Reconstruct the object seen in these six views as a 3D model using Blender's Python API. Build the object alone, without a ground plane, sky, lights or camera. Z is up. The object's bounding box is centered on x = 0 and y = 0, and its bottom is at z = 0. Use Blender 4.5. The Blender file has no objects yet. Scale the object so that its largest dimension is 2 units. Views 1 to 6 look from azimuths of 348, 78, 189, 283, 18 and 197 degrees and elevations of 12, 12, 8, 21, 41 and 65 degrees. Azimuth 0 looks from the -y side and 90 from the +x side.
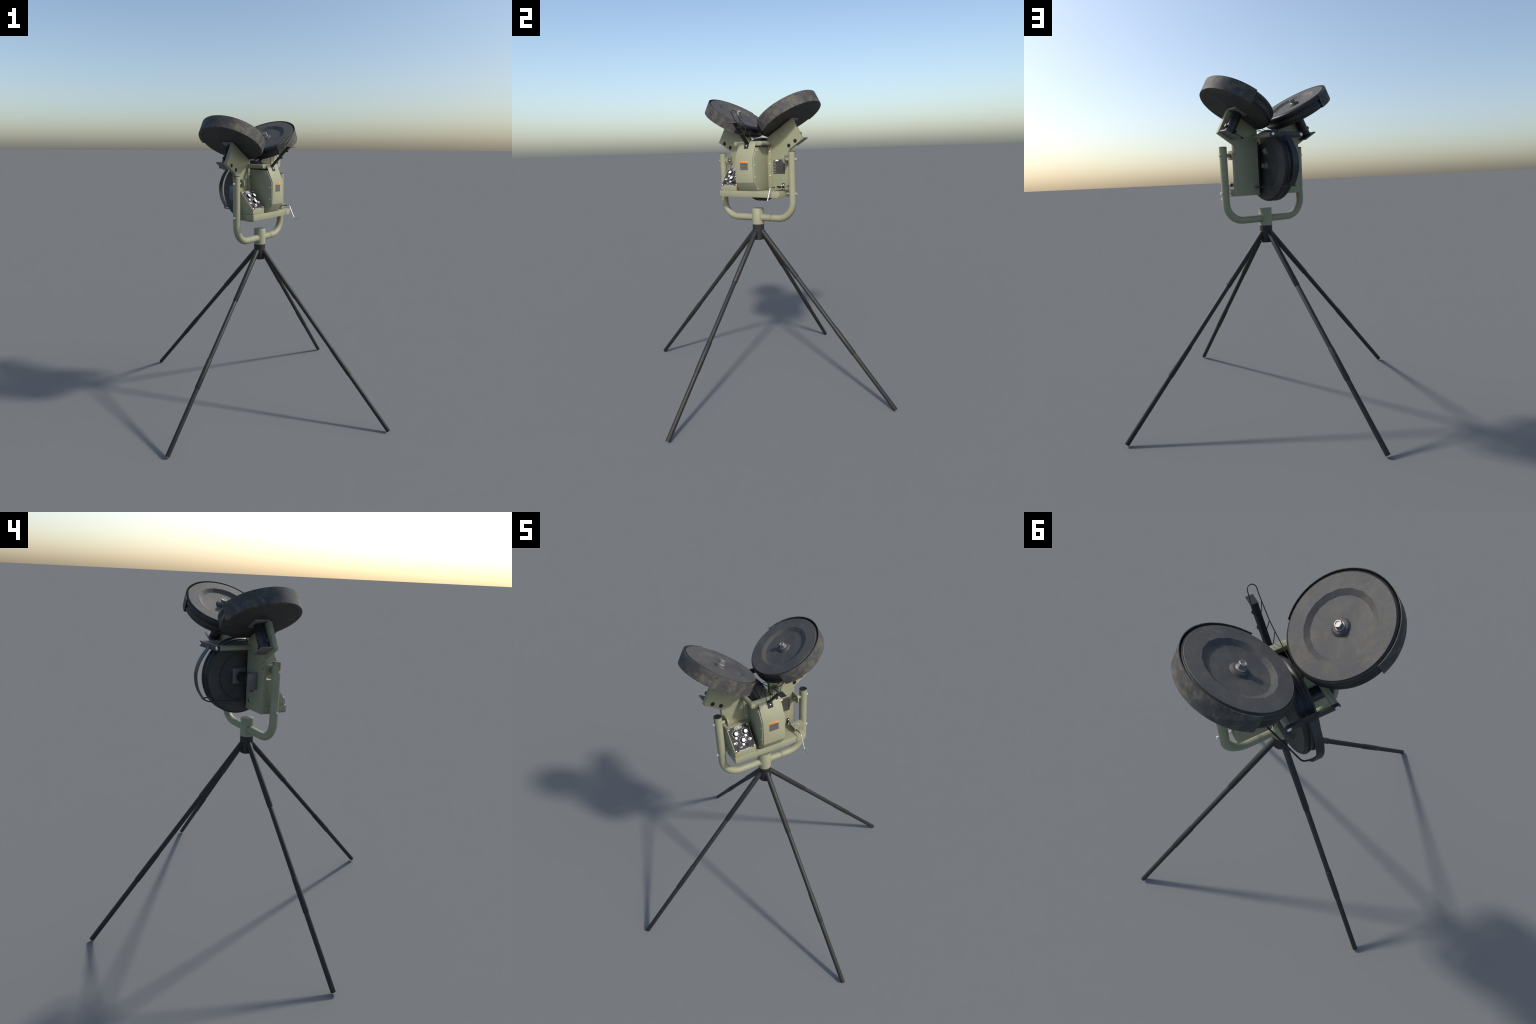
# A three-wheel ball pitching machine on a four-legged black stand.
# Machine frame: local x runs across the yoke, local y points backwards
# (front = -y), z is up.  The root Empty turns the frame by 45 degrees.
import bpy, bmesh, math, random
from mathutils import Vector, Matrix

random.seed(11)
PI = math.pi
scene = bpy.context.scene


def P(h, f, z):
    """machine coordinates: h across, f forward, z up"""
    return Vector((h, -f, z))


# ------------------------------------------------------------------ materials
class Nodes:
    def __init__(self, name):
        self.m = bpy.data.materials.new(name)
        self.m.use_nodes = True
        self.t = self.m.node_tree
        self.b = self.t.nodes["Principled BSDF"]
        self._co = None

    def n(self, kind, **kw):
        nd = self.t.nodes.new(kind)
        for k, v in kw.items():
            setattr(nd, k, v)
        return nd

    def link(self, a, b):
        self.t.links.new(a, b)

    def co(self):
        if self._co is None:
            self._co = self.n("ShaderNodeTexCoord").outputs["Object"]
        return self._co

    def noise(self, scale, detail=4.0, rough=0.55, vec=None, dist=0.0):
        nd = self.n("ShaderNodeTexNoise")
        nd.inputs["Scale"].default_value = scale
        nd.inputs["Detail"].default_value = detail
        nd.inputs["Roughness"].default_value = rough
        nd.inputs["Distortion"].default_value = dist
        self.link(vec if vec is not None else self.co(), nd.inputs["Vector"])
        return nd.outputs["Fac"]

    def ramp(self, fac, lo, hi, c0=(0, 0, 0, 1), c1=(1, 1, 1, 1)):
        nd = self.n("ShaderNodeValToRGB")
        nd.color_ramp.elements[0].position = lo
        nd.color_ramp.elements[1].position = hi
        nd.color_ramp.elements[0].color = c0
        nd.color_ramp.elements[1].color = c1
        self.link(fac, nd.inputs["Fac"])
        return nd.outputs["Color"]

    def math(self, op, a, b=None, clamp=False):
        nd = self.n("ShaderNodeMath", operation=op)
        nd.use_clamp = clamp
        for i, v in enumerate((a, b)):
            if v is None:
                continue
            if isinstance(v, (int, float)):
                nd.inputs[i].default_value = v
            else:
                self.link(v, nd.inputs[i])
        return nd.outputs[0]

    def mix(self, fac, a, b, blend="MIX"):
        nd = self.n("ShaderNodeMix", data_type="RGBA", blend_type=blend)
        for sock, v in ((nd.inputs[0], fac), (nd.inputs[6], a), (nd.inputs[7], b)):
            if isinstance(v, tuple):
                sock.default_value = v if len(v) == 4 else (*v, 1)
            elif isinstance(v, (int, float)):
                sock.default_value = v
            else:
                self.link(v, sock)
        return nd.outputs[2]

    def bump(self, h, strength=0.2, dist=0.002):
        nd = self.n("ShaderNodeBump")
        nd.inputs["Strength"].default_value = strength
        nd.inputs["Distance"].default_value = dist
        self.link(h, nd.inputs["Height"])
        self.link(nd.outputs["Normal"], self.b.inputs["Normal"])

    def color(self, c):
        if isinstance(c, tuple):
            self.b.inputs["Base Color"].default_value = (*c, 1)
        else:
            self.link(c, self.b.inputs["Base Color"])

    def set(self, rough=0.5, metal=0.0, spec=None):
        if isinstance(rough, (int, float)):
            self.b.inputs["Roughness"].default_value = rough
        else:
            self.link(rough, self.b.inputs["Roughness"])
        self.b.inputs["Metallic"].default_value = metal
        if spec is not None:
            self.b.inputs["Specular IOR Level"].default_value = spec
        return self.m


GREEN = (0.283, 0.277, 0.181)
GREEN2 = (0.243, 0.256, 0.172)
RUST = (0.31, 0.160, 0.075)
RUST2 = (0.20, 0.115, 0.060)


def green_paint(name, rust_spots=()):
    """Olive-sage paint with chips of rust at the listed machine points (h,f,z,radius)."""
    k = Nodes(name)
    big = k.ramp(k.noise(9.0, 3.0), 0.35, 0.68)
    base = k.mix(big, GREEN, GREEN2)
    fine = k.ramp(k.noise(140.0, 3.0, 0.6), 0.30, 0.70)
    base = k.mix(k.math("MULTIPLY", fine, 0.10), base, (0.33, 0.33, 0.22))
    if rust_spots:
        wob = k.noise(95.0, 4.0, 0.65)
        wob2 = k.math("MULTIPLY", k.math("SUBTRACT", wob, 0.5), 0.034)
        total = None
        for (h, f, z, r) in rust_spots:
            r = r * 0.72
            d = k.n("ShaderNodeVectorMath", operation="DISTANCE")
            k.link(k.co(), d.inputs[0])
            d.inputs[1].default_value = P(h, f, z)
            e = k.math("SUBTRACT", r, k.math("ADD", d.outputs["Value"], wob2))
            total = e if total is None else k.math("MAXIMUM", total, e)
        mask = k.math("MULTIPLY", k.math("ADD", total, 0.0006), 500.0, clamp=True)
        rc = k.mix(k.ramp(k.noise(220.0, 3.0), 0.35, 0.65), RUST, RUST2)
        base = k.mix(mask, base, rc)
    k.color(base)
    k.bump(k.noise(260.0, 3.0), 0.06, 0.001)
    return k.set(0.52, 0.0, 0.35)


def plain(name, c, rough=0.5, metal=0.0, var=0.25, scale=40.0, spec=None, bump=0.0):
    k = Nodes(name)
    v = k.ramp(k.noise(scale, 4.0), 0.3, 0.7)
    lo = tuple(x * (1 - var) for x in c)
    hi = tuple(min(1.0, x * (1 + var)) for x in c)
    k.color(k.mix(v, lo, hi))
    if bump:
        k.bump(k.noise(scale * 6, 4.0), bump, 0.001)
    return k.set(rough, metal, spec)


def dusty(name, c0, c1, dirt, scale, thr, amount, rough=0.7, bump=0.25, grain=300.0):
    """dark plate with patches of khaki dust and fine grain"""
    k = Nodes(name)
    base = k.mix(k.ramp(k.noise(scale * 0.6, 3.0), 0.35, 0.65), c0, c1)
    n1 = k.noise(scale, 6.0, 0.62, dist=0.6)
    n2 = k.noise(scale * 3.7, 5.0, 0.65)
    f = k.math("ADD", k.math("MULTIPLY", n1, 0.68), k.math("MULTIPLY", n2, 0.32))
    m = k.math("MULTIPLY", k.ramp(f, thr[0], thr[1]), amount)
    col = k.mix(m, base, dirt)
    g = k.noise(grain, 3.0, 0.7)
    col = k.mix(k.math("MULTIPLY", k.ramp(g, 0.45, 0.75), 0.16), col, (0.17, 0.17, 0.16))
    k.color(col)
    k.bump(g, bump, 0.0012)
    return k.set(rough, 0.0, 0.4)


M_BLACK = plain("black_powder_coat", (0.0135, 0.0135, 0.0140), 0.58, 0, 0.2, 30, bump=0.05)
M_RUBBER = plain("black_rubber", (0.013, 0.013, 0.014), 0.45, 0, 0.3, 25, bump=0.05)
M_MOTOR = plain("motor_black", (0.014, 0.014, 0.015), 0.42, 0.0, 0.25, 30)
M_STEEL = plain("bright_steel", (0.66, 0.65, 0.64), 0.36, 1.0, 0.10, 60)
M_BOLT = plain("wheel_bolt_steel", (0.33, 0.31, 0.295), 0.58, 0.80, 0.20, 70, bump=0.05)
M_ZINC = plain("zinc_plate", (0.82, 0.83, 0.85), 0.32, 0.8, 0.08, 60)
M_GREY = plain("grey_cast_plate", (0.155, 0.143, 0.138), 0.55, 0.25, 0.18, 30, bump=0.1)
M_BAR = plain("black_bar", (0.020, 0.020, 0.021), 0.42, 0.0, 0.25, 30)
M_CHUTE = plain("black_chute", (0.016, 0.016, 0.016), 0.62, 0, 0.2, 30, 0.3)
M_WIRE = plain("black_wire", (0.012, 0.012, 0.012), 0.5, 0, 0.2, 30)
M_PANEL = plain("black_panel", (0.036, 0.034, 0.035), 0.68, 0, 0.15, 20, 0.3)
M_PLASTIC = plain("black_plastic", (0.010, 0.010, 0.010), 0.6, 0, 0.1, 20, 0.3)
M_WHITE = plain("white_print", (0.86, 0.86, 0.86), 0.5, 0, 0.03, 20)
M_GREYPRINT = plain("grey_print", (0.42, 0.42, 0.41), 0.5, 0, 0.05, 20)
M_ORANGE = plain("orange_label", (0.83, 0.30, 0.045), 0.5, 0, 0.10, 60)
M_ORTEXT = plain("brown_print", (0.36, 0.12, 0.03), 0.5, 0, 0.05, 20)
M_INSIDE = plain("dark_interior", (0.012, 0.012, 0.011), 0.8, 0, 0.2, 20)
M_SHAFT = plain("dark_steel_shaft", (0.13, 0.13, 0.13), 0.42, 0.5, 0.15, 50)
M_DISC = dusty("dusty_wheel_disc", (0.048, 0.048, 0.049), (0.062, 0.061, 0.060), (0.122, 0.111, 0.076), 15.0,
               (0.48, 0.71), 0.52, 0.68, 0.45, 300.0)
M_GUARD = dusty("dirty_guard_steel", (0.034, 0.035, 0.038), (0.052, 0.052, 0.055), (0.178, 0.156, 0.098), 22.0,
                (0.46, 0.67), 0.66, 0.70, 0.25, 380.0)

M_GUARD_BACK = dusty("dirty_guard_back", (0.034, 0.034, 0.035), (0.046, 0.046, 0.045), (0.105, 0.095, 0.055), 16.0,
                     (0.50, 0.70), 0.55, 0.72, 0.15, 380.0)

M_PAINT = green_paint("sage_paint")
M_PAINT_PLATE = green_paint("sage_paint_side_plate", [
    s for m in (-1, 1) for s in (
        (m * 0.340, -0.034, 1.700, 0.010), (m * 0.338, -0.057, 1.702, 0.007), (m * 0.315, -0.033, 1.738, 0.006),
        (m * 0.305, -0.058, 1.765, 0.007), (m * 0.310, -0.033, 1.682, 0.005), (m * 0.240, -0.058, 1.620, 0.009),
        (m * 0.240, -0.058, 1.585, 0.011), (m * 0.243, -0.059, 1.637, 0.007), (m * 0.238, -0.059, 1.560, 0.007),
        (m * 0.074, -0.059, 1.342, 0.008), (m * 0.100, -0.033, 1.575, 0.004), (m * 0.228, -0.033, 1.548, 0.006))])
M_PAINT_COVER = green_paint("sage_paint_wheel_cover", [
    (-0.066, 0.143, 1.583, 0.007), (0.066, 0.143, 1.583, 0.006), (0.066, 0.142, 1.432, 0.006),
    (-0.066, 0.142, 1.434, 0.004), (-0.071, 0.103, 1.660, 0.008), (0.071, 0.103, 1.660, 0.008),
    (0.069, 0.097, 1.690, 0.006), (-0.074, -0.026, 1.652, 0.009), (0.074, -0.026, 1.652, 0.007),
    (0.074, -0.026, 1.614, 0.010), (-0.075, -0.025, 1.612, 0.010), (0.101, -0.027, 1.577, 0.006),
    (0.101, -0.027, 1.498, 0.006), (0.072, -0.026, 1.385, 0.006)])
M_PAINT_TRAY = green_paint("sage_paint_tray", [
    (-0.240, 0.107, 1.338, 0.009), (0.240, 0.107, 1.338, 0.010), (-0.222, 0.107, 1.376, 0.005),
    (-0.238, 0.085, 1.338, 0.008), (0.212, 0.107, 1.376, 0.005), (-0.095, 0.1065, 1.376, 0.006)])
M_PAINT_BOX = green_paint("sage_paint_control_box", [
    (-0.099, 0.099, 1.392, 0.009), (-0.099, 0.099, 1.380, 0.009), (-0.115, 0.099, 1.407, 0.006),
    (-0.235, 0.003, 1.523, 0.011), (-0.235, 0.030, 1.491, 0.005), (-0.099, 0.003, 1.521, 0.009),
    (-0.236, 0.085, 1.424, 0.005), (-0.235, 0.099, 1.381, 0.006), (-0.235, 0.099, 1.405, 0.006)])
M_PAINT_YOKE = green_paint("sage_paint_yoke", [
    (s * 0.303, -s * 0.004, z, r) for s in (-1, 1) for z, r in ((1.622, 0.011), (1.612, 0.009), (1.602, 0.008), (1.592, 0.007))
] + [(s * 0.280, -0.023, 1.618, 0.010) for s in (-1, 1)])
M_PAINT_BAR = green_paint("sage_paint_cross_bar", [(-0.108, 0.094, 1.674, 0.006), (-0.085, 0.094, 1.698, 0.005),
                                                   (0.105, 0.094, 1.674, 0.005), (0.075, 0.094, 1.698, 0.005)])


def print_texture(name, ink, ground, sx, sz, col_w, thr):
    """rows of unreadable small print on a dark label"""
    k = Nodes(name)
    sep = k.n("ShaderNodeSeparateXYZ")
    k.link(k.co(), sep.inputs[0])
    rows = k.math("SINE", k.math("MULTIPLY", sep.outputs["Z"], sz))
    rowm = k.ramp(k.math("ADD", k.math("MULTIPLY", rows, 0.5), 0.5), 0.40, 0.62)
    mp = k.n("ShaderNodeMapping")
    mp.inputs["Scale"].default_value = (sx, 1.0, sz / PI * 0.5)
    k.link(k.co(), mp.inputs["Vector"])
    glyph = k.ramp(k.noise(1.0, 2.0, 0.7, vec=mp.outputs["Vector"]), thr, thr + 0.09)
    cols = k.math("SINE", k.math("MULTIPLY", sep.outputs["X"], col_w))
    colm = k.ramp(k.math("ADD", k.math("MULTIPLY", cols, 0.5), 0.5), 0.0, 0.35)
    m = k.math("MULTIPLY", k.math("MULTIPLY", rowm, glyph), colm)
    k.color(k.mix(m, ground, ink))
    return k.set(0.45)


M_CHART = print_texture("speed_chart_print", (0.165, 0.160, 0.150), (0.016, 0.016, 0.015), 420.0, 2 * PI / 0.0072, 2 * PI / 0.0105, 0.44)
M_CHARTROW = print_texture("chart_row_print", (0.20, 0.20, 0.195), (0.018, 0.018, 0.018), 500.0, 2 * PI / 0.0100, 0.0, 0.30)
M_WARN = print_texture("warning_print", (0.170, 0.169, 0.168), (0.050, 0.050, 0.051), 420.0, 2 * PI / 0.0048, 0.0, 0.40)


# ------------------------------------------------------------------ geometry
root = bpy.data.objects.new("pitching_machine", None)
scene.collection.objects.link(root)
root.rotation_euler = (0, 0, PI / 4)
root["label"] = "green three-wheel ball pitching machine on black four-legged stand"
root["category"] = "pitching machine"


def add(name, mesh, mat, parent=None, matrix=None, smooth=40):
    if mat is not None and not mesh.materials:
        mesh.materials.append(mat)
    o = bpy.data.objects.new(name, mesh)
    scene.collection.objects.link(o)
    o.parent = parent if parent is not None else root
    if matrix is not None:
        o.matrix_local = matrix
    return o


def finish(bm, smooth=40):
    bmesh.ops.recalc_face_normals(bm, faces=bm.faces)
    me = bpy.data.meshes.new("part")
    bm.to_mesh(me)
    bm.free()
    if smooth:
        me.polygons.foreach_set("use_smooth", [True] * len(me.polygons))
        me.set_sharp_from_angle(angle=math.radians(smooth))
    return me


def bevel_edges(bm, w, ang=30, seg=2):
    if w <= 0:
        return
    es = [e for e in bm.edges if len(e.link_faces) == 2 and e.calc_face_angle(0) > math.radians(ang)]
    bmesh.ops.bevel(bm, geom=es, offset=w, segments=seg, affect="EDGES", profile=0.5, clamp_overlap=True)


def bm_prism(bm, pts, vec):
    """closed prism: polygon pts swept by vec"""
    a = [bm.verts.new(p) for p in pts]
    b = [bm.verts.new(Vector(p) + vec) for p in pts]
    bm.faces.new(a[::-1])
    bm.faces.new(b)
    n = len(pts)
    for i in range(n):
        bm.faces.new((a[i], a[(i + 1) % n], b[(i + 1) % n], b[i]))


def prism(pts, vec, bev=0.0, seg=2, smooth=30):
    bm = bmesh.new()
    bm_prism(bm, pts, vec)
    bmesh.ops.recalc_face_normals(bm, faces=bm.faces)
    bevel_edges(bm, bev, 20, seg)
    return finish(bm, smooth)


def box(h0, h1, f0, f1, z0, z1, bev=0.001):
    pts = [P(h0, f0, z0), P(h1, f0, z0), P(h1, f1, z0), P(h0, f1, z0)]
    return prism(pts, Vector((0, 0, z1 - z0)), bev)


def frame(d):
    d = d.normalized()
    up = Vector((0, 0, 1)) if abs(d.z) < 0.95 else Vector((1, 0, 0))
    x = up.cross(d).normalized()
    return x, d.cross(x).normalized()


def bm_rod(bm, p0, p1, r0, r1=None, n=20, cap=True, phase=0.0):
    p0, p1 = Vector(p0), Vector(p1)
    r1 = r0 if r1 is None else r1
    x, y = frame(p1 - p0)
    rings = []
    for p, r in ((p0, r0), (p1, r1)):
        rings.append([bm.verts.new(p + (x * math.cos(phase + 2 * PI * i / n) + y * math.sin(phase + 2 * PI * i / n)) * r) for i in range(n)])
    for i in range(n):
        bm.faces.new((rings[0][i], rings[0][(i + 1) % n], rings[1][(i + 1) % n], rings[1][i]))
    if cap:
        bm.faces.new(rings[0][::-1])
        bm.faces.new(rings[1])


def rod(p0, p1, r0, r1=None, n=24, bev=0.0):
    bm = bmesh.new()
    bm_rod(bm, p0, p1, r0, r1, n)
    if bev:
        bmesh.ops.recalc_face_normals(bm, faces=bm.faces)
        bevel_edges(bm, bev, 60, 2)
    return finish(bm, 45)


def bm_sweep(bm, path, r, n=12):
    """round tube along a polyline with parallel transport"""
    path = [Vector(p) for p in path]
    m = len(path)
    tang = []
    for i in range(m):
        a = path[max(i - 1, 0)]
        b = path[min(i + 1, m - 1)]
        tang.append((b - a).normalized())
    x, y = frame(tang[0])
    rings = []
    for i in range(m):
        if i:
            q = tang[i - 1].rotation_difference(tang[i])
            x, y = q @ x, q @ y
        rings.append([bm.verts.new(path[i] + (x * math.cos(2 * PI * j / n) + y * math.sin(2 * PI * j / n)) * r) for j in range(n)])
    for i in range(m - 1):
        for j in range(n):
            bm.faces.new((rings[i][j], rings[i][(j + 1) % n], rings[i + 1][(j + 1) % n], rings[i + 1][j]))
    bm.faces.new(rings[0][::-1])
    bm.faces.new(rings[-1])


def sweep(path, r, n=12):
    bm = bmesh.new()
    bm_sweep(bm, path, r, n)
    return finish(bm, 50)


def round_path(pts, rad, seg=8):
    """polyline with its corners filleted"""
    pts = [Vector(p) for p in pts]
    out = [pts[0]]
    for i in range(1, len(pts) - 1):
        a, b, c = pts[i - 1], pts[i], pts[i + 1]
        u, v = (a - b), (c - b)
        L = min(rad, u.length * 0.49, v.length * 0.49)
        p, q = b + u.normalized() * L, b + v.normalized() * L
        for k in range(seg + 1):
            t = k / seg
            out.append(p * (1 - t) ** 2 + b * 2 * t * (1 - t) + q * t * t)
    out.append(pts[-1])
    return out


def bm_lathe(bm, prof, n=48, facet=None):
    """revolve (r, z) profile about z; facet: dict profile index -> coarse side count"""
    rings = []
    for i, (r, z) in enumerate(prof):
        if r < 1e-6:
            rings.append([bm.verts.new((0, 0, z))])
            continue
        ring = []
        for j in range(n):
            a = 2 * PI * j / n
            rr = r
            if facet and i in facet:
                w = 2 * PI / facet[i]
                rr = r * math.cos(w / 2) / math.cos((a % w) - w / 2)
            ring.append(bm.verts.new((rr * math.cos(a), rr * math.sin(a), z)))
        rings.append(ring)
    for a, b in zip(rings[:-1], rings[1:]):
        for j in range(n):
            k = (j + 1) % n
            if len(a) == 1 and len(b) == 1:
                continue
            if len(a) == 1:
                bm.faces.new((a[0], b[j], b[k]))
            elif len(b) == 1:
                bm.faces.new((a[j], a[k], b[0]))
            else:
                bm.faces.new((a[j], a[k], b[k], b[j]))


def lathe(prof, n=48, facet=None, smooth=35):
    bm = bmesh.new()
    bm_lathe(bm, prof, n, facet)
    return finish(bm, smooth)


def mat_from(origin, xdir, zdir):
    z = Vector(zdir).normalized()
    x = Vector(xdir)
    x = (x - z * x.dot(z)).normalized()
    y = z.cross(x)
    m = Matrix((x, y, z)).transposed().to_4x4()
    m.translation = Vector(origin)
    return m


def instance(name, mesh, mat, matrix, parent=None):
    return add(name, mesh, mat, parent, matrix)


# ---------------------------------------------------------- shared fasteners
def hex_mesh(r, h, dish=True, flange=0.0, fl_h=0.0):
    bm = bmesh.new()
    if flange:
        bm_lathe(bm, [(0, 0), (flange, 0), (flange, fl_h * 0.6), (flange * 0.86, fl_h), (0, fl_h)], 20)
    z0 = fl_h
    ring = lambda rr, z: [bm.verts.new((rr * math.cos(PI / 3 * i), rr * math.sin(PI / 3 * i), z)) for i in range(6)]
    levels = [ring(r, z0), ring(r, h * 0.93), ring(r * 0.93, h)]
    if dish:
        levels += [ring(r * 0.72, h), ring(r * 0.66, h - 0.18 * r)]
    bm.faces.new(levels[0][::-1])
    for a, b in zip(levels[:-1], levels[1:]):
        for i in range(6):
            bm.faces.new((a[i], a[(i + 1) % 6], b[(i + 1) % 6], b[i]))
    bm.faces.new(levels[-1])
    return finish(bm, 25)


ME_SCREW = lathe([(0, 0), (0.0048, 0), (0.0048, 0.0008), (0.0040, 0.0022), (0.0022, 0.0031), (0, 0.0034)], 16)
ME_DOME = lathe([(0, 0), (0.0098, 0), (0.0098, 0.0016), (0.0085, 0.0036), (0.005, 0.0052), (0, 0.0058)], 20)
ME_HEX = hex_mesh(0.0072, 0.0100, True, 0.0, 0.0)
ME_HEXW = hex_mesh(0.0078, 0.0105, False, 0.0095, 0.002)

AXH, AXF = Vector((1, 0, 0)), Vector((0, -1, 0))


def screw(name, pos, nrm, parent, mesh=None, mat=None):
    ref = Vector((0, 0, 1)) if abs(Vector(nrm).normalized().z) < 0.9 else Vector((1, 0, 0))
    return instance(name, mesh or ME_SCREW, mat or M_ZINC, mat_from(pos, ref, nrm), parent)


# ------------------------------------------------------------------ the stand
hub = add("stand_hub", lathe([(0, 1.034), (0.034, 1.034), (0.0385, 1.038), (0.0395, 1.046), (0.0395, 1.142), (0, 1.142)], 40), M_BLACK)

d_leg = (Vector((1.0012, 0, 0.0097)) - Vector((0.0, 0, 1.129))).normalized()
leg_top = Vector((0.0, 0, 1.129))


def leg_point(x):
    return leg_top + d_leg * (x / d_leg.x)


def tube_mesh(x0, x1, r, lip=0.0006):
    bm = bmesh.new()
    bm_rod(bm, leg_point(x0), leg_point(x1), r, r, 28)
    bmesh.ops.recalc_face_normals(bm, faces=bm.faces)
    bevel_edges(bm, 0.0012, 60, 2)
    return finish(bm, 45)


ME_LEG = tube_mesh(0.016, 0.300, 0.0166)
ME_LEG2 = tube_mesh(0.290, 1.0012, 0.0143)
ME_LEG3 = tube_mesh(0.583, 0.716, 0.0164)
for i in range(4):
    R = Matrix.Rotation(i * PI / 2, 4, "Z")
    leg = add("leg", ME_LEG, M_BLACK, None, R)
    add("leg_extension", ME_LEG2, M_BLACK, leg)
    add("leg_sleeve", ME_LEG3, M_BLACK, leg)

# ------------------------------------------------------------------ the yoke
YR, YX, YZ0, YZ1, YB = 0.0232, 0.280, 1.187, 1.6235, 0.112
path = [P(-YX, 0, YZ1)]
for i in range(13):
    a = PI / 2 * i / 12
    path.append(P(-YX + YB - YB * math.cos(a), 0, YZ0 + YB - YB * math.sin(a)))
for i in range(13):
    a = PI / 2 * (1 - i / 12)
    path.append(P(YX - YB + YB * math.cos(a), 0, YZ0 + YB - YB * math.sin(a)))
path.append(P(YX, 0, YZ1))
yoke = add("yoke", sweep(path, YR, 32), M_PAINT_YOKE)
add("yoke_socket", lathe([(0, 1.142), (0.0405, 1.142), (0.0405, 1.2485), (0.0385, 1.2515), (0, 1.2515)], 40), M_PAINT, yoke)
add("weld_seam", rod(P(0.118, 0, YZ0), P(0.122, 0, YZ0), 0.0238, n=32), M_PAINT, yoke)
ME_CAP = lathe([(0, -0.003), (YR - 0.0005, -0.003), (YR - 0.0005, 0.0018), (YR - 0.002, 0.0030), (0, 0.0030)], 32)
for s in (-1, 1):
    add("end_cap", ME_CAP, M_PLASTIC, yoke, Matrix.Translation(P(s * YX, 0, YZ1)))
    # weld bead where the tube meets the socket
    bm = bmesh.new()
    for i in range(18):
        a = 2 * PI * i / 18
        c = P(s * (0.0405 * math.cos(math.asin(min(1, abs(YR * math.cos(a)) / 0.0405))) + 0.0005), YR * math.cos(a), YZ0 + YR * math.sin(a))
        bmesh.ops.create_icosphere(bm, subdivisions=1, radius=0.0034 + 0.001 * random.random(), matrix=Matrix.Translation(c))
    w = add("weld_bead", finish(bm, 60), M_PAINT, yoke)
    w["kind"] = "stuff"
    for z in (1.577, 1.3555):
        pin = add("clamp_pin", rod(P(s * 0.295, 0, z), P(s * 0.3055, 0, z), 0.0052, n=16), M_ZINC, yoke)
        screw("bolt", P(s * 0.303, 0, z), (s, 0, 0), yoke, ME_HEX, M_ZINC)
    add("pivot_rod", rod(P(s * 0.240, 0, 1.3555), P(s * 0.262, 0, 1.3555), 0.0048, n=16), M_ZINC, yoke)
    screw("bolt", P(s * 0.2485, 0, 1.3555), (-s, 0, 0), yoke, ME_HEX, M_ZINC)

# ------------------------------------------------------------- the side plates
FB, FF = -0.059, -0.033     # back and front of the plate
plates = {}
for s in (-1, 1):
    outline = [(0.072, 1.3355), (0.240, 1.3355), (0.240, 1.637), (0.340, 1.700), (0.263, 1.833), (0.072, 1.722)]
    pts = [P(s * h, FB, z) for h, z in outline]
    pl = add("side_plate", prism(pts, P(0, FF - FB, 0), 0.0028, 3), M_PAINT_PLATE)
    plates[s] = pl
    for h, z in ((0.2875, 1.6925), (0.2395, 1.664)):
        add("hole_plug", lathe([(0, 0), (0.0125, 0), (0.0125, 0.0008), (0.0112, 0.0016), (0, 0.0012)], 28), M_PLASTIC, pl,
            mat_from(P(s * h, FF, z), (1, 0, 0), AXF))
    # pivot lug in front of the plate's outer edge
    lug_pts = []
    f0, f1, z0, z1, rr = FF - 0.002, 0.031, 1.549, 1.603, 0.020
    lug_pts += [(f0, z0), (f1 - rr, z0)]
    for i in range(1, 8):
        a = -PI / 2 + PI / 2 * i / 8
        lug_pts.append((f1 - rr + rr * math.cos(a), z0 + rr + rr * math.sin(a)))
    for i in range(0, 8):
        a = PI / 2 * i / 8
        lug_pts.append((f1 - rr + rr * math.cos(a), z1 - rr + rr * math.sin(a)))
    lug_pts += [(f1 - rr, z1), (f0, z1)]
    lug = add("pivot_lug", prism([P(s * 0.2265, f, z) for f, z in lug_pts], Vector((s * 0.0075, 0, 0)), 0.0010), M_PAINT, pl)
    add("bushing", lathe([(0.007, 0), (0.0128, 0), (0.0128, 0.0012), (0.007, 0.0014)], 28), M_PLASTIC, pl,
        mat_from(P(s * 0.2265, 0, 1.576), (0, 0, 1), (-s, 0, 0)))
    screw("pivot_nut", P(s * 0.2270, 0, 1.576), (-s, 0, 0), pl, lathe([(0, 0), (0.0078, 0), (0.0078, 0.003), (0.006, 0.005), (0, 0.0055)], 18), M_ZINC)
    add("bushing", lathe([(0.009, 0), (0.0135, 0), (0.0135, 0.0012), (0.009, 0.0014)], 28), M_PLASTIC, pl,
        mat_from(P(s * 0.2340, 0, 1.576), (0, 0, 1), (s, 0, 0)))
    add("pivot_boss", rod(P(s * 0.2335, 0, 1.576), P(s * 0.262, 0, 1.576), 0.0108, n=28), M_PAINT, pl)

# ------------------------------------------------------------------ front tray
SL = 0.052
u = [(-0.240, FF), (-0.240, 0.1065), (0.240, 0.1065), (0.240, FF), (SL, FF), (SL, 0.092), (-SL, 0.092), (-SL, FF)]
tray = add("base_tray", prism([P(h, f, 1.3345) for h, f in u], Vector((0, 0, 0.0415)), 0.0018), M_PAINT_TRAY)

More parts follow.
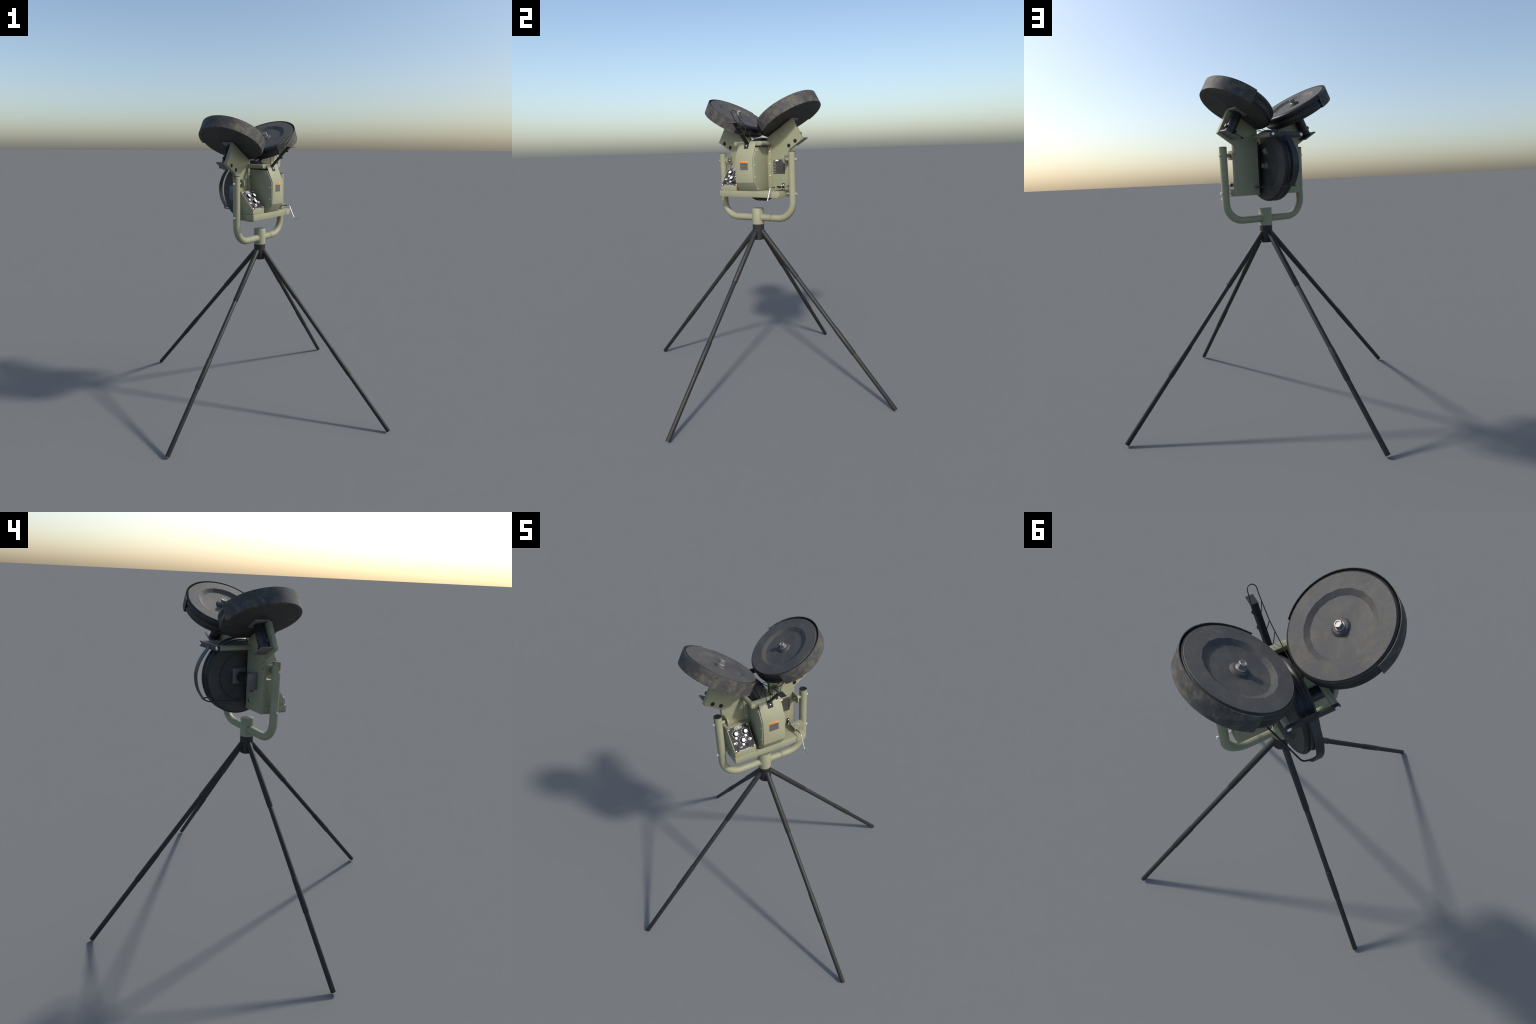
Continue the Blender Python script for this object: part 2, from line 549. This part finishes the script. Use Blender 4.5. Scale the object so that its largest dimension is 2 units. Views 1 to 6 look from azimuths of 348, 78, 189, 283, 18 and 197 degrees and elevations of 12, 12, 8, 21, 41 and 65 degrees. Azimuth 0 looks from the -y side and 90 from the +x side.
# ---------------------------------------------------------------- wheel cover
cover = add("wheel_cover", None or bpy.data.meshes.new("part"), M_PAINT_COVER)
bm = bmesh.new()
outer = [(0.0955, 1.6905), (0.1435, 1.5825), (0.1435, 1.4335), (0.1045, 1.3770)]
inner = [(0.1020, 1.3775), (0.1405, 1.4340), (0.1405, 1.5815), (0.0930, 1.6890)]
bm_prism(bm, [P(-0.0683, f, z) for f, z in outer + inner], Vector((0.1366, 0, 0)))
bmesh.ops.recalc_face_normals(bm, faces=bm.faces)
bevel_edges(bm, 0.0008, 25, 2)
side = [(-0.028, 1.660), (0.1020, 1.660), (0.1385, 1.5815), (0.1385, 1.4345), (0.1030, 1.3775), (-0.028, 1.3775)]
for s in (-1, 1):
    bm2 = bmesh.new()
    bm_prism(bm2, [P(s * 0.0662, f, z) for f, z in side], Vector((s * 0.0086, 0, 0)))
    # flange that is screwed to the side plate
    bm_prism(bm2, [P(s * h, FF, z) for h, z in ((0.0744, 1.3775), (0.1035, 1.3775), (0.1035, 1.660), (0.0744, 1.660))], P(0, 0.0055, 0))
    bmesh.ops.recalc_face_normals(bm2, faces=bm2.faces)
    bevel_edges(bm2, 0.0008, 25, 2)
    t = bpy.data.meshes.new("t")
    bm2.to_mesh(t)
    bm2.free()
    bm.from_mesh(t)
    bpy.data.meshes.remove(t)
cover.data = finish(bm, 30)
cover.data.materials.append(M_PAINT_COVER)
for s in (-1, 1):
    for f, z in ((0.092, 1.639), (0.126, 1.546), (0.126, 1.468), (0.094, 1.391)):
        screw("screw", P(s * 0.0748, f, z), (s, 0, 0), cover)
    for z in (1.628, 1.547, 1.469):
        screw("screw", P(s * 0.089, FF + 0.0055, z), AXF, cover)
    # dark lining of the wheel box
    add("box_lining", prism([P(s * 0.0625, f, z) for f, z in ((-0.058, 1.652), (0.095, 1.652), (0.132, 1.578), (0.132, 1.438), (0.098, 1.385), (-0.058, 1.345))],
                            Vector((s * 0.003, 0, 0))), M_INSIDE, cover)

# warning label
wl = add("warning_label", box(-0.0305, 0.0305, 0.1435, 0.1441, 1.5155, 1.5615, 0.0), M_WARN, cover)
add("label_header", box(-0.0305, 0.0305, 0.1435, 0.1443, 1.5617, 1.5745, 0.0), M_ORANGE, cover)


def text_mesh(body, size, depth, bold=0.0, shear=0.0, align="CENTER", sx=1.0):
    c = bpy.data.curves.new("t", "FONT")
    c.body = body
    c.size = size
    c.extrude = depth
    c.offset = bold
    c.shear = shear
    c.align_x = align
    c.align_y = "CENTER"
    c.resolution_u = 3
    o = bpy.data.objects.new("t", c)
    scene.collection.objects.link(o)
    dg = bpy.context.evaluated_depsgraph_get()
    me = bpy.data.meshes.new_from_object(o.evaluated_get(dg))
    bpy.data.objects.remove(o)
    bpy.data.curves.remove(c)
    me.materials.clear()
    if sx != 1.0:
        me.transform(Matrix.Diagonal((sx, 1, 1, 1)))
    return me


front_m = lambda h, f, z: mat_from(P(h, f, z), (1, 0, 0), AXF)
add("label_word", text_mesh("WARNING", 0.0092, 0.0002, 0.0001, sx=0.82), M_ORTEXT, cover, front_m(-0.0025, 0.1444, 1.5678))
add("label_symbol", prism([(-0.0045, -0.0035, 0), (0.0045, -0.0035, 0), (0, 0.0045, 0)], Vector((0, 0, 0.0003))), M_ORTEXT, cover,
    front_m(-0.0245, 0.1443, 1.5678))

# ------------------------------------------------------------- front cross bar
def stadium(h, z0, z1, n=10):
    zc, r = (z0 + z1) / 2, (z1 - z0) / 2
    pts = []
    for sgn in (1, -1):
        for i in range(n + 1):
            a = -PI / 2 + PI * i / n
            pts.append((sgn * (h - r + r * math.cos(a)), zc + sgn * r * math.sin(a)))
    return pts


bar = add("cross_bar", prism([P(h, 0.064, z) for h, z in stadium(0.113, 1.6695, 1.6985)], P(0, 0.030, 0), 0.0016), M_PAINT_BAR)
for s in (-1, 1):
    add("bar_rod", rod(P(s * 0.100, FF - 0.01, 1.684), P(s * 0.100, 0.066, 1.684), 0.0138, n=28), M_PAINT, bar)
    add("rod_weld", lathe([(0.0138, 0.000), (0.0175, 0.000), (0.0160, 0.002), (0.0138, 0.0045)], 28), M_PAINT, bar,
        mat_from(P(s * 0.100, FF, 1.684), (0, 0, 1), AXF))

# ------------------------------------------------------------- rear guard hoop
rear = add("rear_bar", prism([P(h, -0.252, z) for h, z in stadium(0.1175, 1.6630, 1.6945)], P(0, -0.012, 0), 0.0012), M_BAR)
for s in (-1, 1):
    add("rear_rod", rod(P(s * 0.101, FB + 0.01, 1.679), P(s * 0.101, -0.253, 1.679), 0.0140, n=28), M_PAINT, rear)
    screw("bolt", P(s * 0.101, -0.264, 1.679), (0, 1, 0), rear, ME_DOME, M_ZINC)
strap_prof = [(-0.2650, 1.688), (-0.2690, 1.668), (-0.2930, 1.638), (-0.3205, 1.595), (-0.3370, 1.550), (-0.3410, 1.512), (-0.3340, 1.463), (-0.3170, 1.422), (-0.2910, 1.385)]


def smooth_curve(pts, n):
    """Catmull-Rom through 2D control points"""
    out = []
    for q in range(len(pts) - 1):
        p0, p1, p2, p3 = (Vector(pts[max(q - 1, 0)]), Vector(pts[q]), Vector(pts[q + 1]), Vector(pts[min(q + 2, len(pts) - 1)]))
        for k in range(n):
            t = k / n
            out.append(0.5 * (2 * p1 + (p2 - p0) * t + (2 * p0 - 5 * p1 + 4 * p2 - p3) * t * t + (3 * p1 - p0 - 3 * p2 + p3) * t ** 3))
    out.append(Vector(pts[-1]))
    return out


bm = bmesh.new()
rows = []
curve2 = smooth_curve(strap_prof, 4)
for i, c in enumerate(curve2):
    tg = (curve2[min(i + 1, len(curve2) - 1)] - curve2[max(i - 1, 0)]).normalized()
    nin = Vector((-tg.y, tg.x))
    row = []
    for off in (0.0, 0.0042):
        for hh in (-0.018, 0.018):
            row.append(bm.verts.new(P(hh, c.x + nin.x * off, c.y + nin.y * off)))
    rows.append(row)
for a, b in zip(rows[:-1], rows[1:]):
    for i, j in ((0, 1), (1, 3), (3, 2), (2, 0)):
        bm.faces.new((a[i], a[j], b[j], b[i]))
for r_ in (rows[0], rows[-1]):
    bm.faces.new((r_[0], r_[1], r_[3], r_[2]))
strap = add("wheel_strap", finish(bm, 35), M_BAR)
send = (-0.2915, 1.3865)
bm = bmesh.new()
bm_sweep(bm, round_path([P(-0.100, -0.061, 1.383), P(-0.042, -0.280, 1.3815), P(-0.012, send[0], send[1]), P(0.012, send[0], send[1]),
                         P(0.042, -0.280, 1.3815), P(0.100, -0.061, 1.383)], 0.014, 6), 0.0040, 12)
add("strap_wire", finish(bm, 50), M_BAR, strap)
for s in (-1, 1):
    add("wire_tab", box(s * 0.100 - 0.008, s * 0.100 + 0.008, FB - 0.004, FB, 1.376, 1.391, 0.0008), M_BAR, strap)
    screw("screw", P(s * 0.100, FB - 0.004, 1.3835), (0, 1, 0), strap)

# ------------------------------------------------------------------- control box
prof = [(FF, 1.3765), (0.0990, 1.3765), (0.0990, 1.407), (0.0035, 1.523), (FF, 1.523)]
cbox = add("control_box", prism([P(-0.2355, f, z) for f, z in prof], Vector((0.1375, 0, 0)), 0.0012), M_PAINT_BOX)
t_s = Vector((0.0955, -0.116)).normalized()       # down the slope in (f, z)
n_s = P(0, 0.116, 0.0955).normalized()


def slope(h, s, lift=0.0):
    return P(h, 0.0035 + t_s.x * s, 1.523 + t_s.y * s) + n_s * lift


def slope_m(h, s, lift=0.0, rot=0.0):
    m = mat_from(slope(h, s, lift), (1, 0, 0), n_s)
    return m @ Matrix.Rotation(rot, 4, "Z")


def slope_box(h, s, w, l, t, lift=0.0, bev=0.0005):
    pts = [slope(h + a * w / 2, s + b * l / 2, lift) for a, b in ((-1, -1), (1, -1), (1, 1), (-1, 1))]
    return prism(pts, n_s * t, bev)


panel = add("control_panel", slope_box(-0.1663, 0.0748, 0.1285, 0.1445, 0.0016, 0, 0.0006), M_PANEL)
PL = 0.0016
for h, s in ((-0.2250, 0.0102), (-0.1077, 0.0102), (-0.2250, 0.1396), (-0.1077, 0.1396)):
    screw("screw", slope(h, s, PL), n_s, panel)
ME_KNOB = lathe([(0, 0), (0.0150, 0), (0.0150, 0.002), (0.0128, 0.003), (0.0120, 0.0125), (0, 0.0125)], 32)
ME_KTOP = lathe([(0, 0.0120), (0.0116, 0.0120), (0.0116, 0.0133), (0.0108, 0.0138), (0, 0.0138)], 10, smooth=25)
ME_MARK = prism([(-0.0006, -0.0042, 0.0138), (0.0006, -0.0042, 0.0138), (0.0006, 0.0042, 0.0138), (-0.0006, 0.0042, 0.0138)], Vector((0, 0, 0.0003)))
bm_t = bmesh.new()
for idx, (h, s, rot) in enumerate(((-0.1937, 0.0440, 1.2), (-0.1330, 0.0445, -0.35), (-0.1630, 0.0905, 1.0))):
    mk = slope_m(h, s, PL)
    kn = instance("knob", ME_KNOB, M_PLASTIC, mk, panel)
    instance("knob_face", ME_KTOP, M_WHITE, mk @ Matrix.Rotation(rot, 4, "Z"), panel)
    instance("knob_mark", ME_MARK, M_GREYPRINT, mk @ Matrix.Rotation(rot, 4, "Z"), panel)
    for i in range(11):
        a = math.radians(-60 + 30 * i)
        c = slope(h + 0.0205 * math.cos(a), s - 0.0205 * math.sin(a), PL)
        w = 0.0026 if i % 2 else 0.0022
        pts = [c + AXH * (x * w / 2) + P(0, t_s.x, t_s.y) * (y * w * 0.65) for x, y in ((-1, -1), (1, -1), (1, 1), (-1, 1))]
        bm_prism(bm_t, pts, n_s * 0.0003)
    instance("number_disc", lathe([(0, 0), (0.0072, 0), (0.0072, 0.0004), (0, 0.0004)], 28), M_WHITE, slope_m(h - 0.004, s + 0.0245, PL), panel)
    instance("panel_number", text_mesh(str(idx + 1), 0.0115, 0.0002, 0.0001), M_PANEL, slope_m(h - 0.004, s + 0.0245, PL + 0.0006), panel)
tk = add("dial_mark", finish(bm_t, 0), M_WHITE, panel)
tk["kind"] = "stuff"
# oval logo
bm = bmesh.new()
NO = 40
vs = []
for (ra, rb, z) in ((0.0235, 0.0085, 0), (0.0235, 0.0085, 0.0004), (0.0218, 0.0070, 0.0004), (0.0218, 0.0070, 0)):
    vs.append([bm.verts.new((ra * math.cos(2 * PI * i / NO), rb * math.sin(2 * PI * i / NO), z)) for i in range(NO)])
for a, b in zip(vs, vs[1:] + vs[:1]):
    for i in range(NO):
        bm.faces.new((a[i], a[(i + 1) % NO], b[(i + 1) % NO], b[i]))
add("logo_oval", finish(bm, 30), M_WHITE, panel, slope_m(-0.1678, 0.0129, PL))
add("logo_word", text_mesh("ATEC", 0.0118, 0.0002, 0.0, 0.15, sx=1.12), M_WHITE, panel, slope_m(-0.1678, 0.0131, PL + 0.0003))
add("panel_letters", text_mesh("M3", 0.0178, 0.0002, 0.0002, 0.1, sx=1.0), M_WHITE, panel, slope_m(-0.2125, 0.0965, PL + 0.0003))
# bottom line of small print: a row of separate tiny marks
bm = bmesh.new()
x = -0.2055
while x < -0.128:
    w = random.uniform(0.0014, 0.0030)
    hgt = random.uniform(0.0018, 0.0030)
    c = slope(x + w / 2, 0.1437, PL)
    bm_prism(bm, [c + AXH * (a * w / 2) + P(0, t_s.x, t_s.y) * (b * hgt / 2) for a, b in ((-1, -1), (1, -1), (1, 1), (-1, 1))], n_s * 0.0003)
    x += w + (random.uniform(0.003, 0.0045) if random.random() < 0.2 else random.uniform(0.0006, 0.0012))
sp = add("small_print", finish(bm, 0), M_WHITE, panel)
sp["kind"] = "stuff"
add("power_switch", slope_box(-0.2045, 0.1245, 0.0130, 0.0135, 0.004, PL), M_PLASTIC, panel)
add("socket", slope_box(-0.1310, 0.1225, 0.0350, 0.0145, 0.005, PL), M_PLASTIC, panel)
add("fuse_mark", slope_box(-0.1845, 0.1268, 0.0125, 0.0052, 0.0004, PL, 0), M_GREYPRINT, panel)
add("fuse_mark", slope_box(-0.1945, 0.1245, 0.0012, 0.0085, 0.0004, PL, 0), M_GREYPRINT, panel)
ball = [(0.0115 * math.cos(2 * PI * i / 24) * (1.0 if math.cos(2 * PI * i / 24) < 0 else 1.15), 0.0068 * math.sin(2 * PI * i / 24), 0) for i in range(24)]
add("ball_symbol", prism(ball, Vector((0, 0, 0.0004))), M_WHITE, panel, slope_m(-0.1190, 0.0957, PL))
add("ball_symbol_ring", lathe([(0, 0), (0.0042, 0), (0.0042, 0.0003), (0, 0.0003)], 20), M_PANEL, panel, slope_m(-0.1240, 0.0957, PL + 0.0004))

# -------------------------------------------------------------------- speed chart
chart_pts = [(0.1150, 1.4825), (0.1165, 1.4810), (0.2045, 1.4810), (0.2060, 1.4825), (0.2060, 1.5740), (0.2045, 1.5755), (0.1335, 1.5755), (0.1310, 1.5695), (0.1165, 1.5695), (0.1150, 1.5680)]
chart = add("speed_chart", prism([P(h, FF, z) for h, z in chart_pts], P(0, 0.0008, 0)), M_CHART, plates[1])
add("chart_header", box(0.134, 0.157, FF + 0.0008, FF + 0.0011, 1.5655, 1.5740, 0), M_WHITE, plates[1])
add("chart_row_titles", box(0.1165, 0.1365, FF + 0.0008, FF + 0.0011, 1.4835, 1.5640, 0), M_CHARTROW, plates[1])

# ------------------------------------------------------------------------ wheels
AM, HW = 1.5060, 0.0385
disc_prof = [(0, 0.0330), (0.0230, 0.0330), (0.0285, 0.0315), (0.0370, 0.0215), (0.1195, 0.0245), (0.1405, 0.0383), (0.2005, HW), (0.2020, HW - 0.0015), (0.2020, -HW + 0.0015),
             (0.2005, -HW), (0.140, -HW + 0.0005), (0.122, -0.0285), (0.030, -0.0290), (0, -0.0290)]
ME_DISC = lathe(disc_prof, 54, {4: 18, 5: 18, 10: 18, 11: 18}, 16)
tyre_prof = [(0.200, 0.0335), (0.2035, 0.0350), (0.2075, 0.0330), (0.2125, 0.0270), (0.2140, 0.0190), (0.2115, 0.0110), (0.2068, 0.0050),
             (0.2062, 0.0), (0.2068, -0.0050), (0.2115, -0.0110), (0.2140, -0.0190), (0.2125, -0.0270), (0.2075, -0.0330), (0.2035, -0.0350), (0.200, -0.0335)]
ME_TYRE = lathe(tyre_prof, 54, None, 35)
ME_WBOLT = hex_mesh(0.0155, 0.0255, True, 0.0195, 0.0045)

WO, WF = 1.113, -0.080
T30 = PI / 6


def top_basis(s):
    o = Vector((s * math.cos(T30), 0, math.sin(T30)))
    a = Vector((-s * math.sin(T30), 0, math.cos(T30)))
    return o, a


def top_pt(s, o_, f_, a_):
    o, a = top_basis(s)
    return o * o_ + a * a_ + Vector((0, -f_, 0))


def top_matrix(s, o_, f_, a_):
    o, a = top_basis(s)
    return mat_from(top_pt(s, o_, f_, a_), o, a)


CZ, CF = 1.508, -0.0785
ball_wheels = [("A", top_matrix(-1, WO, WF, AM)), ("B", top_matrix(1, WO, WF, AM)),
               ("C", mat_from(P(0, CF, CZ), (0, 0, -1), (1, 0, 0)))]
for tag, m in ball_wheels:
    wh = add("throwing_wheel", ME_TYRE, M_RUBBER, None, m)
    add("wheel_disc", ME_DISC, M_DISC, wh)
    add("wheel_bolt", ME_WBOLT, M_BOLT, wh, Matrix.Translation((0, 0, 0.0325)) @ Matrix.Rotation(0.3, 4, "Z"))

# ----------------------------------------------------------------- wheel guards
G0, G1 = 1.4640, 1.5435
for s in (-1, 1):
    bm = bmesh.new()
    NG = 34
    rows = []
    RO, RI, RF = 0.2165, 0.2140, 0.1990
    section = [(RO, G1), (RO, G0), (RF, G0), (RF, G0 + 0.0025), (RI, G0 + 0.0025), (RI, G1)]
    for i in range(NG + 1):
        ang = math.radians(-84 + 214 * i / NG)
        row = []
        for r_, a_ in section:
            row.append(bm.verts.new(top_pt(s, WO + 0.0015 + r_ * math.cos(ang), WF - 0.0005 + r_ * math.sin(ang), a_)))
        rows.append(row)
    k = len(section)
    for a, b in zip(rows[:-1], rows[1:]):
        for j in range(k):
            bm.faces.new((a[j], a[(j + 1) % k], b[(j + 1) % k], b[j]))
    bm.faces.new(rows[0])
    bm.faces.new(rows[-1][::-1])
    guard = add("wheel_guard", finish(bm, 30), M_GUARD)
    # flat round back plate under the wheel
    bm = bmesh.new()
    bm_lathe(bm, [(0, 0.0002), (0.2005, 0.0002), (0.2005, 0.0022), (0, 0.0022)], 60)
    bmesh.ops.transform(bm, matrix=top_matrix(s, WO, WF, G0), verts=bm.verts)
    add("guard_back_plate", finish(bm, 30), M_GUARD_BACK, guard)

# ----------------------------------------------------------------------- motors
MO, MF, MR = 1.0945, -0.0840, 0.0288
ME_MCAP = lathe([(0, 0), (0.0075, 0), (0.0075, 0.0055), (0.0105, 0.0065), (0.0105, 0.0110), (0.0092, 0.0120), (0, 0.0120)], 24)


def motor(to_pt, o_dir, a_dir, o0, a_mount, a_end, reach=0.095, back=-0.1275):
    """to_pt(o, f, a) -> machine point; built from mount plate to end plate"""
    def plate(o0_, o1_, f0_, f1_, a0_, a1_, bev, taper=0.0):
        bm = bmesh.new()
        lo = [bm.verts.new(to_pt(o, f, a0_)) for o, f in ((o0_ + taper, f0_ + taper), (o1_ - taper, f0_ + taper), (o1_ - taper, f1_ - taper), (o0_ + taper, f1_ - taper))]
        hi = [bm.verts.new(to_pt(o, f, a1_)) for o, f in ((o0_, f0_), (o1_, f0_), (o1_, f1_), (o0_, f1_))]
        bm.faces.new(lo)
        bm.faces.new(hi[::-1])
        for i in range(4):
            bm.faces.new((lo[i], lo[(i + 1) % 4], hi[(i + 1) % 4], hi[i]))
        bmesh.ops.recalc_face_normals(bm, faces=bm.faces)
        bevel_edges(bm, bev, 20, 2)
        return finish(bm, 30)
    m = add("motor", rod(to_pt(o0, MF, a_mount), to_pt(o0, MF, a_end), MR, n=32, bev=0.002), M_MOTOR)
    oc = o0 + 0.0045
    add("motor_mount", plate(oc - 0.0450, oc + 0.0450, -0.131, -0.0405, a_mount, a_mount + 0.0115, 0.001, 0.006), M_GREY, m)
    add("motor_axle", rod(to_pt(o0 + 0.009, WF, a_mount + 0.01), to_pt(o0 + 0.009, WF, a_mount + 0.035), 0.020, n=24), M_MOTOR, m)
    add("motor_end_plate", plate(o0 - 0.0475, o0 + 0.0450, back, back + 0.069, a_end - 0.007, a_end + 0.001, 0.0012), M_GREY, m)
    ac = a_end + 0.0365
    for sg in (-1, 1):
        base = to_pt(o0 + sg * (MR - 0.002), MF, ac)
        instance("brush_cap", ME_MCAP, M_MOTOR, mat_from(base, a_dir, Vector(o_dir) * sg), m)
    c0 = to_pt(o0 - MR - 0.008, MF + 0.006, ac - 0.004)
    pts = [c0, to_pt(o0 - reach * 0.72, MF + 0.006, ac - 0.004), to_pt(o0 - reach, MF + 0.006, ac - 0.002), to_pt(o0 - reach - 0.002, MF + 0.024, ac - 0.002)]
    add("motor_cable", sweep(round_path(pts, 0.01, 5), 0.0022, 8), M_WIRE, m)
    bm = bmesh.new()
    bmesh.ops.create_icosphere(bm, subdivisions=2, radius=0.0058, matrix=Matrix.Translation(to_pt(o0 - reach - 0.001, MF + 0.008, ac - 0.002)))
    add("cable_end", finish(bm, 60), M_WIRE, m)


for s in (-1, 1):
    o_, a_ = top_basis(s)
    motor(lambda o, f, a, s=s: top_pt(s, o, f, a), o_, a_, MO, 1.4565, 1.3205, 0.095 if s > 0 else 0.066)
# lower wheel: motor sits on the -h side, its "a" axis is +h
C_OFF = 1.510
motor(lambda o, f, a: P(a - AM, f, C_OFF + (o - MO)), Vector((0, 0, 1)), Vector((1, 0, 0)), MO, 1.4565, 1.3225, 0.060, -0.1215)

# ------------------------------------------------------------------- ball chute
chute = add("ball_chute", bpy.data.meshes.new("part"), M_CHUTE)
bm = bmesh.new()
# foot plate lies on the cover's slope
sd = (Vector((0.1435, 1.5825)) - Vector((0.0955, 1.6905))).normalized()
sn = Vector((-sd.y, sd.x))
fp = lambda h, t, l: P(h, 0.0955 + sd.x * t + sn.x * l, 1.6905 + sd.y * t + sn.y * l)
bm_prism(bm, [fp(-0.016, 0.000, 0.0002), fp(0.016, 0.000, 0.0002), fp(0.016, 0.042, 0.0002), fp(-0.016, 0.042, 0.0002)],
         fp(0, 0, 0.003) - fp(0, 0, 0.0002))
bmesh.ops.recalc_face_normals(bm, faces=bm.faces)
ca, cb = Vector((0.1005, 1.684)), Vector((0.2215, 1.8075))
cd = (cb - ca).normalized()
cn = Vector((-cd.y, cd.x))
sec = [(-0.0158, -0.0005), (-0.0158, 0.0040), (-0.011, 0.0080), (0.011, 0.0080), (0.0158, 0.0040), (0.0158, -0.0005), (0.011, -0.0030), (-0.011, -0.0030)]
bm_prism(bm, [P(h, ca.x + cn.x * l, ca.y + cn.y * l) for h, l in sec], P(0, (cb - ca).x, (cb - ca).y))
bmesh.ops.recalc_face_normals(bm, faces=bm.faces)
# lip at the upper end
bm_prism(bm, [P(-0.0165, 0.214, 1.8085), P(0.0165, 0.214, 1.8085), P(0.0165, 0.264, 1.8085), P(-0.0165, 0.264, 1.8085)], Vector((0, 0, 0.003)))
for t in (0.45, 0.80):
    c = ca + (cb - ca) * t
    bm_prism(bm, [P(h, c.x - cn.x * 0.001 + cd.x * a - cn.x * b, c.y - cn.y * 0.001 + cd.y * a - cn.y * b) for h, a, b in ((0.006, 0, 0), (0.006, 0.014, 0), (0.006, 0.010, 0.010), (0.006, 0.002, 0.010))], Vector((0.012, 0, 0)))
bmesh.ops.recalc_face_normals(bm, faces=bm.faces)
chute.data = finish(bm, 30)
chute.data.materials.append(M_CHUTE)
screw("screw", fp(0, 0.0235, 0.003), P(0, sn.x, sn.y), chute)
# wire ball rails: hairpin above the chute, running down between the wheels
rail = [(0.0300, -0.046, 1.717), (0.0290, 0.030, 1.738), (0.0255, 0.097, 1.767), (0.0220, 0.135, 1.791), (0.0212, 0.199, 1.8365), (0.0195, 0.216, 1.857), (0.0190, 0.2300, 1.8730)]
loop = []
for i in range(1, 9):
    a = PI * i / 9
    loop.append((0.0190 * math.cos(a), 0.2300 + 0.0122 * math.sin(a), 1.8730 + 0.0146 * math.sin(a)))
full = rail + loop + [(-h, f, z) for h, f, z in rail[::-1]]
bm = bmesh.new()
bm_sweep(bm, [P(*p) for p in full], 0.0021, 8)
for s in (-1, 1):
    bm_sweep(bm, [P(s * 0.0300, -0.046, 1.717), P(s * 0.076, -0.046, 1.717)], 0.0017, 8)
    for k_, cp in ((4, 0.78), (3, 0.40)):
        c = ca + (cb - ca) * cp
        bm_sweep(bm, [P(s * rail[k_][0], rail[k_][1], rail[k_][2]), P(s * 0.018, c.x + cn.x * 0.010 + 0.004, c.y + cn.y * 0.010 + 0.002), P(s * 0.0145, c.x, c.y)], 0.0018, 8)
    bm_sweep(bm, [P(s * rail[2][0], rail[2][1], rail[2][2]), P(s * 0.0195, 0.098, 1.700), P(s * 0.0150, 0.100, 1.688)], 0.0018, 8)
add("ball_rail", finish(bm, 60), M_WIRE, chute)

# ----------------------------------------------------------------- tilt crank
bracket = add("crank_bracket", bpy.data.meshes.new("part"), M_PAINT)
bm = bmesh.new()
for z in (1.3905, 1.4090):
    bm_prism(bm, [P(h, f, z) for h, f in ((0.181, 0.016), (0.2600, 0.005), (0.2600, 0.040), (0.236, 0.072), (0.181, 0.072))], Vector((0, 0, 0.0022)))
for f in (0.016, 0.070):
    bm_prism(bm, [P(0.181, f, 1.3925), P(0.202, f, 1.3925), P(0.202, f, 1.4092), P(0.181, f, 1.4092)], P(0, 0.0022, 0))
bm_prism(bm, [P(0.2545, 0.004, 1.3925), P(0.2570, 0.004, 1.3925), P(0.2570, 0.044, 1.3925), P(0.2545, 0.044, 1.3925)], Vector((0, 0, 0.0167)))
bmesh.ops.recalc_face_normals(bm, faces=bm.faces)
bracket.data = finish(bm, 30)
bracket.data.materials.append(M_PAINT)
screw("screw", P(0.222, 0.039, 1.4112), (0, 0, 1), bracket)
add("bracket_hole", lathe([(0, 0), (0.0028, 0), (0.0028, 0.0006), (0, 0.0006)], 14), M_PLASTIC, bracket, Matrix.Translation(P(0.196, 0.042, 1.4112)))
add("crank_shaft", rod(P(0.1905, -0.030, 1.4010), P(0.1905, 0.110, 1.4030), 0.0040, n=16), M_SHAFT, bracket)
add("crank_handle", sweep(round_path([P(0.1905, 0.106, 1.4030), P(0.1910, 0.128, 1.4020), P(0.1913, 0.169, 1.3165), P(0.1915, 0.211, 1.3140)], 0.010, 6), 0.0031, 12), M_STEEL, bracket)
add("crank_mount", box(0.183, 0.2005, FF, FF + 0.0045, 1.374, 1.4210, 0.0010), M_PLASTIC, bracket)
for z in (1.412, 1.382):
    screw("screw", P(0.1935, FF + 0.0045, z), AXF, bracket)
